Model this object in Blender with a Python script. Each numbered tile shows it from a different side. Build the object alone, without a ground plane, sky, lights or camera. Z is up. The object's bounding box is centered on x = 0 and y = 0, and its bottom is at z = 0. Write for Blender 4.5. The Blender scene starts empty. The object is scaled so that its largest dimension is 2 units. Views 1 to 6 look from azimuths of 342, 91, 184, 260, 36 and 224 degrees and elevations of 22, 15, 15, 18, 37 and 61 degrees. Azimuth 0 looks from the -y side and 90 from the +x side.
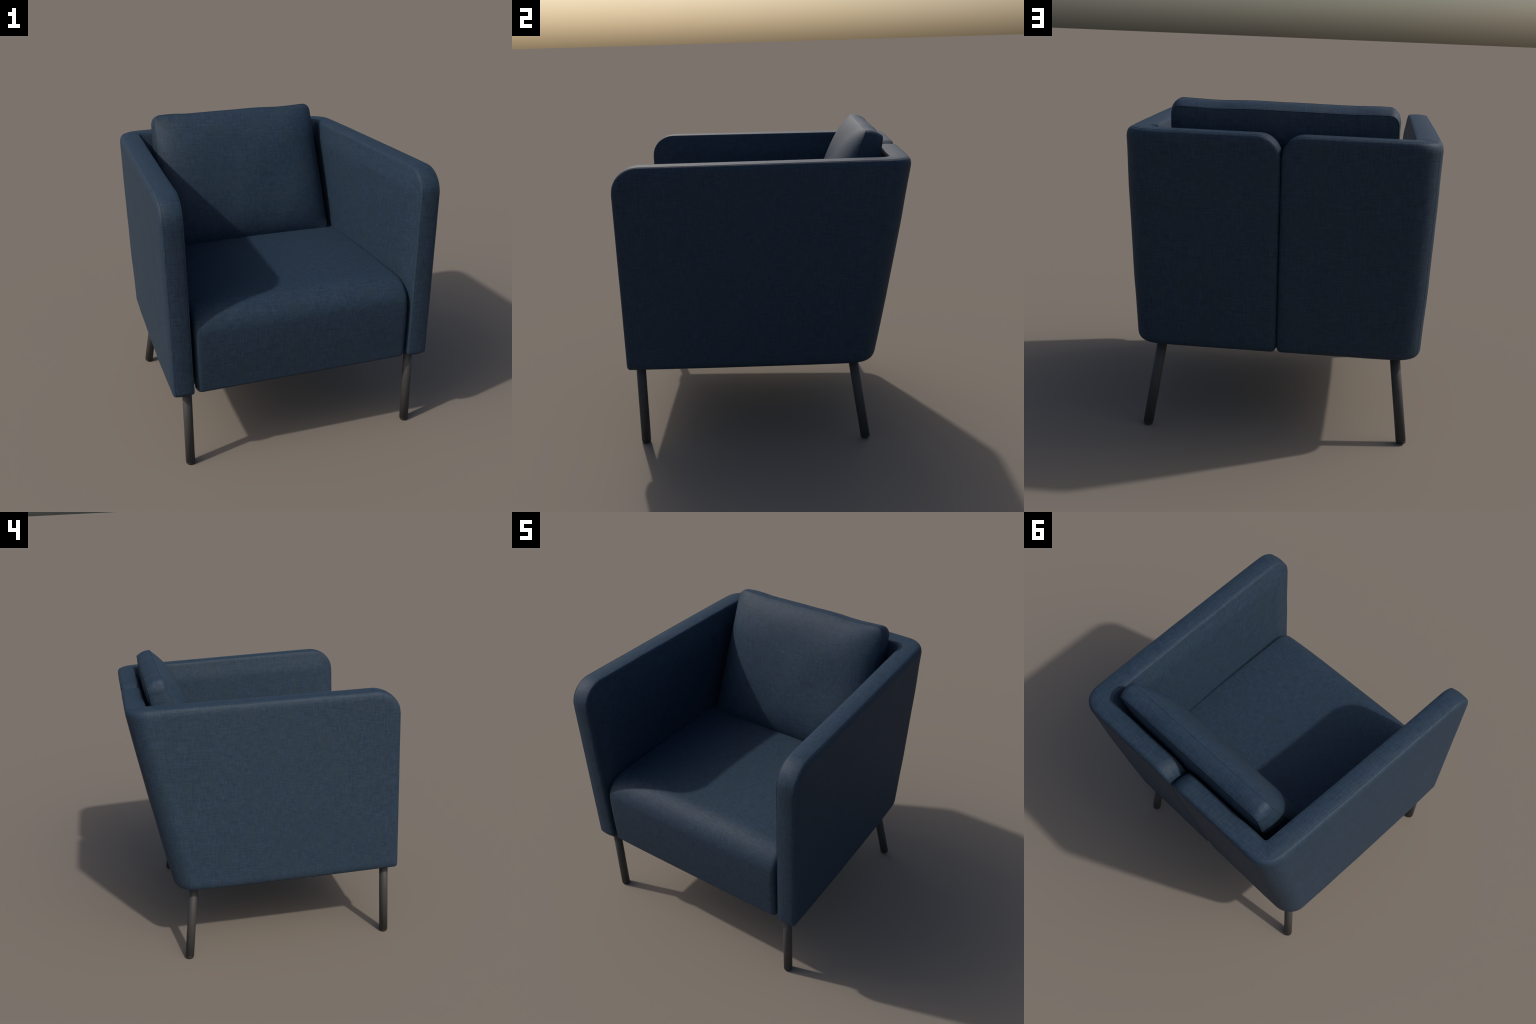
import bpy, math
from mathutils import Vector, noise

# ------------------------------------------------------------------ sizes
Z0, Z1 = 0.549, 1.843          # lower and upper edge of the wrap-around shell
THICK = 0.143                  # thickness of arm and back panels
ARC = (1.58, 0.24, 0.70)       # unrolled lengths: arm, rounded rear corner, half back
LEN = sum(ARC)

def lerp(a, b, t): return a + (b - a) * t
def smooth(t):
    t = min(1.0, max(0.0, t)); return t * t * (3 - 2 * t)

# ------------------------------------------------------------------ materials
def node(nt, kind, **kw):
    n = nt.nodes.new(kind)
    for k, v in kw.items():
        if k in n.inputs: n.inputs[k].default_value = v
        else: setattr(n, k, v)
    return n

def math_node(nt, op, a, b=None):
    n = nt.nodes.new('ShaderNodeMath'); n.operation = op
    for i, v in enumerate((a, b)):
        if v is None: continue
        if isinstance(v, (int, float)): n.inputs[i].default_value = v
        else: nt.links.new(v, n.inputs[i])
    return n.outputs[0]

def mix_color(nt, fac, a, b):
    m = nt.nodes.new('ShaderNodeMix'); m.data_type = 'RGBA'
    for sock, v in ((m.inputs[0], fac), (m.inputs[6], a), (m.inputs[7], b)):
        if hasattr(v, 'links'): nt.links.new(v, sock)
        elif isinstance(v, tuple): sock.default_value = (*v, 1)
        else: sock.default_value = v
    return m.outputs[2]

def fabric_material():
    mat = bpy.data.materials.new('blue_woven_fabric'); mat.use_nodes = True
    nt = mat.node_tree; L = nt.links
    bsdf = nt.nodes['Principled BSDF']
    co = nt.nodes.new('ShaderNodeTexCoord').outputs['Object']
    geo = nt.nodes.new('ShaderNodeNewGeometry')
    sep = nt.nodes.new('ShaderNodeSeparateXYZ'); L.new(geo.outputs['Normal'], sep.inputs[0])
    nz = math_node(nt, 'ABSOLUTE', sep.outputs[2])
    nx = math_node(nt, 'ABSOLUTE', sep.outputs[0])
    flat = node(nt, 'ShaderNodeMapRange', interpolation_type='SMOOTHSTEP')
    flat.inputs['From Min'].default_value = 0.62; flat.inputs['From Max'].default_value = 0.78
    L.new(nz, flat.inputs['Value'])
    flat = flat.outputs[0]

    def threads(scale, detail=3.0, rough=0.65):
        mp = node(nt, 'ShaderNodeMapping'); mp.inputs['Scale'].default_value = scale
        L.new(co, mp.inputs['Vector'])
        n = node(nt, 'ShaderNodeTexNoise', Scale=1.0, Detail=detail, Roughness=rough)
        L.new(mp.outputs[0], n.inputs['Vector'])
        return n.outputs['Fac']
    hi, lo = 210.0, 17.0
    upright_weft = threads((lo, lo, hi))
    level_warp = threads((hi, lo, lo)); level_weft = threads((lo, hi, lo))
    # thread direction only: on surfaces facing sideways the upright threads are spaced along y
    sideways = node(nt, 'ShaderNodeMapRange', interpolation_type='SMOOTHSTEP')
    sideways.inputs['From Min'].default_value = 0.6; sideways.inputs['From Max'].default_value = 0.8
    L.new(nx, sideways.inputs['Value'])
    def blend(a, b, flat=flat):
        m = nt.nodes.new('ShaderNodeMix'); m.data_type = 'FLOAT'
        L.new(flat, m.inputs[0]); L.new(a, m.inputs[2]); L.new(b, m.inputs[3])
        return m.outputs[0]
    upright_warp = blend(level_warp, level_weft, sideways.outputs[0])
    warp = blend(upright_warp, level_warp); weft = blend(upright_weft, level_weft)
    weave = math_node(nt, 'ADD', math_node(nt, 'MULTIPLY', warp, 0.5), math_node(nt, 'MULTIPLY', weft, 0.5))
    patch = threads((9.0, 9.0, 5.5), 5.0, 0.72)
    ramp = node(nt, 'ShaderNodeValToRGB')
    e = ramp.color_ramp.elements
    e[0].position = 0.36; e[0].color = (0.0110, 0.0245, 0.0430, 1)
    e[1].position = 0.64; e[1].color = (0.0290, 0.0520, 0.0880, 1)
    m = e.new(0.5); m.color = (0.0185, 0.0372, 0.0645, 1)
    L.new(weave, ramp.inputs[0])
    # faint grey-green slub patches in the yarn
    pr = node(nt, 'ShaderNodeMapRange', interpolation_type='SMOOTHSTEP')
    pr.inputs['From Min'].default_value = 0.47; pr.inputs['From Max'].default_value = 0.66
    pr.inputs['To Max'].default_value = 0.40
    L.new(patch, pr.inputs['Value'])
    dye = mix_color(nt, pr.outputs[0], ramp.outputs[0], (0.0215, 0.0390, 0.0500))
    L.new(dye, bsdf.inputs['Base Color'])
    bsdf.inputs['Roughness'].default_value = 0.64
    bsdf.inputs['Specular IOR Level'].default_value = 0.28
    bump = node(nt, 'ShaderNodeBump', Strength=0.12, Distance=0.004)
    L.new(weave, bump.inputs['Height']); L.new(bump.outputs[0], bsdf.inputs['Normal'])
    return mat

def plain_material(name, col, rough, spec=0.5, var=0.15):
    mat = bpy.data.materials.new(name); mat.use_nodes = True
    nt = mat.node_tree; bsdf = nt.nodes['Principled BSDF']
    co = nt.nodes.new('ShaderNodeTexCoord').outputs['Object']
    n = node(nt, 'ShaderNodeTexNoise', Scale=22.0, Detail=4.0); nt.links.new(co, n.inputs['Vector'])
    c = mix_color(nt, n.outputs['Fac'], tuple(v * (1 - var) for v in col), tuple(v * (1 + var) for v in col))
    nt.links.new(c, bsdf.inputs['Base Color'])
    bsdf.inputs['Roughness'].default_value = rough
    bsdf.inputs['Specular IOR Level'].default_value = spec
    return mat

FABRIC = fabric_material()
METAL = plain_material('dark_powder_coated_steel', (0.046, 0.0455, 0.045), 0.58, 0.4)
RUBBER = plain_material('black_rubber', (0.018, 0.018, 0.018), 0.6, 0.3)

# ------------------------------------------------------------------ object helpers
def add_object(name, verts, faces, mat, parent, normals=None):
    me = bpy.data.meshes.new(name); me.from_pydata([tuple(v) for v in verts], [], faces)
    me.materials.append(mat); me.validate(); me.update()
    me.shade_smooth()
    if normals: me.normals_split_custom_set_from_vertices(normals)
    ob = bpy.data.objects.new(name, me); bpy.context.scene.collection.objects.link(ob)
    ob.parent = parent
    return ob

def tube(points, radius, closed=False, sides=8, taper=None):
    """Mesh tube along a polyline."""
    n = len(points); verts, faces = [], []
    ref = None
    for i, p in enumerate(points):
        a = points[(i - 1) % n] if closed or i else points[0]
        b = points[(i + 1) % n] if closed or i < n - 1 else points[-1]
        t = (b - a).normalized()
        if ref is None: ref = t.orthogonal().normalized()
        ref = (ref - t * ref.dot(t)).normalized(); bi = t.cross(ref)
        r = radius if taper is None else taper[i]
        for k in range(sides):
            an = 2 * math.pi * k / sides
            verts.append(p + (ref * math.cos(an) + bi * math.sin(an)) * r)
    for i in range(n if closed else n - 1):
        j = (i + 1) % n
        for k in range(sides):
            l = (k + 1) % sides
            faces.append((i * sides + k, i * sides + l, j * sides + l, j * sides + k))
    if not closed:
        faces.append(tuple(range(sides))[::-1]); faces.append(tuple((n - 1) * sides + k for k in range(sides)))
    return verts, faces

# ------------------------------------------------------------------ padded panel
class Panel:
    """A padded slab: a rounded-rectangle outline in its own flat (a, b) plane,
    with a front face, a back face and an edge strip, bent into place by `place`.
    radii: low-start, low-end, high-start, high-end corners."""
    def __init__(self, width, height, radii, place, nu, nv, strip=8):
        self.w, self.h, self.r, self.place = width, height, radii, place
        self.us = self.spread(nu); self.vs = self.spread(nv)
        self.nu, self.nv, self.strip = nu, nv, strip
    @staticmethod
    def spread(n):                      # denser towards both ends
        out = []
        for i in range(n):
            t = i / (n - 1)
            out.append(lerp(t, 0.5 - 0.5 * math.cos(math.pi * t), 0.72))
        return out
    def limits(self, a):
        """lower and upper b of the outline at a."""
        lo, hi = 0.0, self.h
        for k, r in enumerate(self.r):
            d = a if k % 2 == 0 else self.w - a
            if d < r:
                cut = r - math.sqrt(max(0.0, r * r - (r - d) ** 2))
                if k < 2: lo = max(lo, cut)
                else: hi = min(hi, self.h - cut)
        return lo, hi
    def point(self, u, v):
        a = u * self.w; lo, hi = self.limits(a)
        return a, lerp(lo, hi, v)
    def depth(self, a, b):
        """distance from the outline, inwards."""
        d = min(a, self.w - a, b, self.h - b)
        for k, r in enumerate(self.r):
            da = a if k % 2 == 0 else self.w - a
            db = b if k < 2 else self.h - b
            if da < r and db < r:
                d = min(d, r - math.hypot(r - da, r - db))
        return max(0.0, d)
    def outward(self, i, j):
        """outward direction of the outline at a border grid point."""
        a, b = self.point(self.us[i], self.vs[j])
        for k, r in enumerate(self.r):
            ca = r if k % 2 == 0 else self.w - r
            cb = r if k < 2 else self.h - r
            da = a - ca; db = b - cb
            if (da <= 0 if k % 2 == 0 else da >= 0) and (db <= 0 if k < 2 else db >= 0):
                l = math.hypot(da, db)
                if l > 1e-6: return da / l, db / l
        if i == 0: return -1, 0
        if i == self.nu - 1: return 1, 0
        return (0, -1) if j == 0 else (0, 1)
    def build(self, crown=0.006):
        nu, nv, ns = self.nu, self.nv, self.strip
        V, F, col = [], [], []
        idx = {}
        for side in (0, 1):
            for i in range(nu):
                for j in range(nv):
                    a, b = self.point(self.us[i], self.vs[j])
                    border = i in (0, nu - 1) or j in (0, nv - 1)
                    idx[side, i, j] = len(V)
                    V.append(self.place(a, b, float(side), 0.0 if border else self.depth(a, b)))
        for side in (0, 1):
            for i in range(nu - 1):
                for j in range(nv - 1):
                    q = (idx[side, i, j], idx[side, i + 1, j], idx[side, i + 1, j + 1], idx[side, i, j + 1])
                    F.append(q if side == 0 else q[::-1]); col.append(i)
        ring = [(i, 0) for i in range(nu)] + [(nu - 1, j) for j in range(1, nv)] + \
               [(i, nv - 1) for i in range(nu - 2, -1, -1)] + [(0, j) for j in range(nv - 2, 0, -1)]
        self.ring = ring
        layer = {}
        for n, (i, j) in enumerate(ring):
            a, b = self.point(self.us[i], self.vs[j]); oa, ob = self.outward(i, j)
            layer[n, 0] = idx[0, i, j]; layer[n, ns] = idx[1, i, j]
            for k in range(1, ns):
                c = crown * (1 - (2 * k / ns - 1) ** 2)
                layer[n, k] = len(V); V.append(self.place(a + oa * c, b + ob * c, k / ns, 0.0))
        N = len(ring)
        for n in range(N):
            m = (n + 1) % N
            for k in range(ns):
                F.append((layer[m, k], layer[n, k], layer[n, k + 1], layer[m, k + 1]))
                col.append(min(ring[n][0], ring[m][0]))
        self.V, self.F, self.col = V, F, col
        return V, F
    def border(self, side):
        return [Vector(self.place(*self.point(self.us[i], self.vs[j]), float(side), 0.0)) for i, j in self.ring]

def vertex_normals(verts, faces):
    me = bpy.data.meshes.new('tmp'); me.from_pydata([tuple(v) for v in verts], [], faces); me.update()
    out = [v.normal.copy() for v in me.vertices]; bpy.data.meshes.remove(me); return out

def sub_mesh(verts, faces, normals, keep):
    new, V, N, F = {}, [], [], []
    for f, k in zip(faces, keep):
        if not k: continue
        g = []
        for v in f:
            if v not in new:
                new[v] = len(V); V.append(verts[v]); N.append(normals[v])
            g.append(new[v])
        F.append(tuple(g))
    return V, F, N

# ------------------------------------------------------------------ shell geometry (plan curves)
def plan(frac, z, inner, inner_radius):
    """Point of the +x half of the shell in plan, frac 0 (arm front) .. 1 (middle of the back)."""
    t = (z - Z0) / (Z1 - Z0)
    yf = -0.894 - 0.012 * t
    yb = 0.682 + 0.178 * (z - 0.55)
    th = THICK if inner else 0.0
    def side_x(y):
        q = (y - yf) / (yb - yf)
        return lerp(0.885 + 0.021 * t, 0.838 + 0.003 * t, q) + (0.008 - 0.004 * t) * 4 * q * (1 - q) - th
    rad = inner_radius if inner else 0.132
    yb -= th
    f1, f2 = ARC[0] / LEN, (ARC[0] + ARC[1]) / LEN
    ye = yb - rad; xe = side_x(yb) - rad
    if frac <= f1:
        y = lerp(yf, ye, frac / f1); return side_x(y), y
    if frac >= f2:
        return lerp(xe, 0.003, (frac - f2) / (1 - f2)), yb
    s = (frac - f1) / (f2 - f1); k = 0.56
    slope = (side_x(ye) - side_x(ye - 0.01)) / 0.01
    p0 = Vector((side_x(ye), ye)); p1 = p0 + Vector((slope, 1)) * rad * k
    p3 = Vector((xe, yb)); p2 = p3 + Vector((1, 0)) * rad * k
    p = p0 * (1-s)**3 + p1 * 3*s*(1-s)**2 + p2 * 3*s*s*(1-s) + p3 * s**3
    return p.x, p.y

def shell_place(sign, inner_radius):
    corner = ARC[0] + 0.5 * ARC[1]
    def place(a, b, k, d):
        z = Z0 + b; frac = a / LEN
        ox, oy = plan(frac, z, False, inner_radius); ix, iy = plan(frac, z, True, inner_radius)
        # padding: faces are drawn in towards the seams along the rim
        cw = math.exp(-((a - corner) / 0.16) ** 2)
        pull_o = 0.022 + cw * (0.006 * (1 - smooth(b / 0.2)) + 0.010 * smooth((b - 1.1) / 0.15))
        wide_o = 0.056
        def arc(pull, wide):
            if d >= wide: return 0.0
            q = 1 - d / wide
            return pull * (1 - math.sqrt(1 - q * q))
        puff = 0.003 + 0.004 * smooth(d / 0.45)
        if k == 0.0 or k == 1.0:
            e = (puff - arc(pull_o, wide_o)) if k == 0 else (0.019 * smooth(d / 0.16) - arc(0.009, 0.035))
            e /= THICK
            q = -e if k == 0 else 1 + e
        else:
            q = lerp((pull_o - 0.003) / THICK, 1 - 0.009 / THICK, k)
        x, y = lerp(ox, ix, q), lerp(oy, iy, q)
        wob = 0.0016 * noise.noise(Vector((x * 5 + 9 * sign, y * 5, z * 5)))
        return Vector((sign * (x + wob), y + wob, z))
    return place

# ------------------------------------------------------------------ build
chair = bpy.data.objects.new('armchair', None); bpy.context.scene.collection.objects.link(chair)
chair['label'] = 'dark blue woven fabric armchair with slim dark metal legs'
chair['category'] = 'armchair'

for sign, inner_radius in ((1, 0.05), (-1, 0.022)):
    panel = Panel(LEN, Z1 - Z0, (0.022, 0.03, 0.162, 0.128), shell_place(sign, inner_radius), 170, 90)
    V, F = panel.build()
    if sign > 0: F = [f[::-1] for f in F]
    N = vertex_normals(V, F)
    cut = min(range(panel.nu), key=lambda i: abs(panel.us[i] * LEN - (ARC[0] + 0.36 * ARC[1])))
    arm = add_object('armrest', *sub_mesh(V, F, N, [c < cut for c in panel.col])[:2], FABRIC, chair,
                     sub_mesh(V, F, N, [c < cut for c in panel.col])[2])
    back = add_object('backrest_panel', *sub_mesh(V, F, N, [c >= cut for c in panel.col])[:2], FABRIC, chair,
                      sub_mesh(V, F, N, [c >= cut for c in panel.col])[2])
    for side in (0, 1):
        add_object('seam', *tube(panel.border(side), 0.0012, True, 6), FABRIC, arm)
    if sign < 0:      # sewn corner: down the rear edge and across the rim
        u = panel.us[cut]; col = []
        for n in range(60):
            a, b = panel.point(u, lerp(0.004, 0.998, n / 59))
            col.append(panel.place(a, b, 0.0, panel.depth(a, b)))
        a, b = panel.point(u, 1.0)
        for n in range(1, 9):
            col.append(panel.place(a, b + 0.006 * (1 - (2 * n / 9 - 1) ** 2), n / 9, 0.0))
        add_object('seam', *tube(col, 0.0009, False, 6), FABRIC, back)

# ---- seat: a rounded profile swept across between the arms
def seat_profile():
    pts = []
    def arc(cy, cz, ry, rz, a0, a1, n):
        for i in range(n + 1):
            an = math.radians(lerp(a0, a1, i / n)); pts.append((cy + ry * math.cos(an), cz + rz * math.sin(an)))
    arc(-0.863, 0.568, 0.022, 0.022, 270, 180, 6)
    for i in range(1, 12):
        t = i / 12; pts.append((-0.885 - 0.008 * math.sin(math.pi * 0.6 * t), lerp(0.572, 0.935, t)))
    arc(-0.722, 0.940, 0.169, 0.150, 180, 90, 18)
    for i in range(1, 24):
        t = i / 23; pts.append((lerp(-0.722, 0.62, t), 1.090 - 0.022 * t * t + 0.009 * math.sin(math.pi * t)))
    pts += [(0.60, 0.80), (0.56, 0.552)]
    return pts

def build_seat():
    prof = seat_profile(); n = len(prof)
    tang = [Vector(prof[min(i + 1, n - 1)]) - Vector(prof[max(i - 1, 0)]) for i in range(n)]
    nor = [Vector((-t.y, t.x)).normalized() for t in tang]        # outward in (y, z)
    us = Panel.spread(70); R = 0.038
    V, F = [], []
    def half(y, z): return plan(0.0, z, True, .03)[0] if y < -0.88 else 0
    for u in us:
        s = 2 * u - 1
        for (y, z), m in zip(prof, nor):
            t = (z - Z0) / (Z1 - Z0)
            w = lerp(0.728, 0.712, (y + 0.88) / 1.5) + 0.012 * t
            d = (1 - abs(s)) * w
            inset = R - math.sqrt(max(0, R * R - (R - d) ** 2)) if d < R else 0.0
            crown = (0.004 + 0.005 * smooth((z - 0.57) / 0.2) + 0.014 * max(0.0, m.y) ** 2) * (1 - s ** 4)
            off = crown - inset
            if y > 0.5 or z < 0.56: off = -inset if z < 0.56 else 0
            V.append(Vector((s * w, y + m.x * off, z + m.y * off)))
    for i in range(len(us) - 1):
        for k in range(n):
            l = (k + 1) % n
            F.append((i * n + k, (i + 1) * n + k, (i + 1) * n + l, i * n + l))
    F.append(tuple(range(n))); F.append(tuple((len(us) - 1) * n + k for k in range(n))[::-1])
    return V, F
V, F = build_seat()
seat = add_object('seat', V, [f[::-1] for f in F], FABRIC, chair)

# ---- loose back cushion
CW, CH = 1.30, 0.93
def cushion_place(a, b, k, d):
    v = b / CH
    half = lerp(0.640, 0.612, smooth(v) * 0.35 + v * 0.65)
    x = (2 * a / CW - 1) * half
    if x < 0: x *= 0.996
    front = Vector((0, lerp(0.288, 0.646, v), lerp(1.078, 1.996, v)))
    rear = Vector((0, lerp(0.600, 0.748, v), lerp(1.060, 1.958, v)))
    nf = Vector((0, -0.94, 0.34)); nb = Vector((0, 0.985, -0.17))
    p = front.lerp(rear, k); p.x = x
    X, Y = abs(2 * a / CW - 1), abs(2 * v - 1)
    puff = ((1 - X ** 6) * (1 - Y ** 4)) ** 0.8 if d > 0 else 0.0
    lump = noise.noise(Vector((x * 3.1, v * 3, 4 * k + 2.7)))
    if k == 0.0: p += nf * puff * (0.094 + 0.006 * lump)
    elif k == 1.0: p += nb * puff * 0.028
    else:
        bow = 1 - (2 * k - 1) ** 2
        out = Vector((0, 0, 1)) if v > 0.93 else Vector((0, 0, 0))
        if 0.05 < v: p.x += math.copysign(0.004 * bow, x) * smooth((abs(x) - 0.45) / 0.15)
        pucker = 0.006 * noise.noise(Vector((x * 13, v * 13, 1.5))) * smooth((-x - 0.2) / 0.3)
        p += out * bow * (0.002 + pucker)
        if x < -0.5: p.x += 0.008 * bow * noise.noise(Vector((7.7, v * 17, k * 3)))   # creased end of the boxing
    wave = 0.009 * noise.noise(Vector((x * 4.2 + 3, v * 4, 0.3)))
    p.z += wave * v; p.y += 0.5 * wave
    return p
cp = Panel(CW, CH, (0.05, 0.05, 0.052, 0.052), cushion_place, 110, 80)
V, F = cp.build(0.008)
cushion = add_object('cushion', V, F, FABRIC, chair)
for side in (0, 1):
    add_object('seam', *tube(cp.border(side), 0.0021, True, 6), FABRIC, cushion)

# ---- legs: plain steel tubes with rounded rubber glides
def leg(top, foot, radius=0.0305):
    top, foot = Vector(top), Vector(foot)
    ax = (foot - top).normalized(); cap = 0.016
    stop = foot - ax * cap
    tub = add_object('leg', *tube([top, top.lerp(stop, 0.5), stop], radius, False, 32), METAL, chair)
    pts, rad = [], []
    for i in range(7):
        t = i / 6; an = t * math.pi / 2
        pts.append(stop + ax * (cap * (0.35 + 0.65 * math.sin(an)) if i else 0.0)); rad.append(radius * (0.965 - 0.2 * (1 - math.cos(an))))
    add_object('foot_glide', *tube(pts, radius, False, 32, rad), RUBBER, tub)
for s in (1, -1):
    leg((s * 0.781, -0.823, 0.60), (s * 0.781, -0.822, 0.0005))
    leg((s * 0.693, 0.541, 0.60), (s * 0.776, 0.628, 0.004))
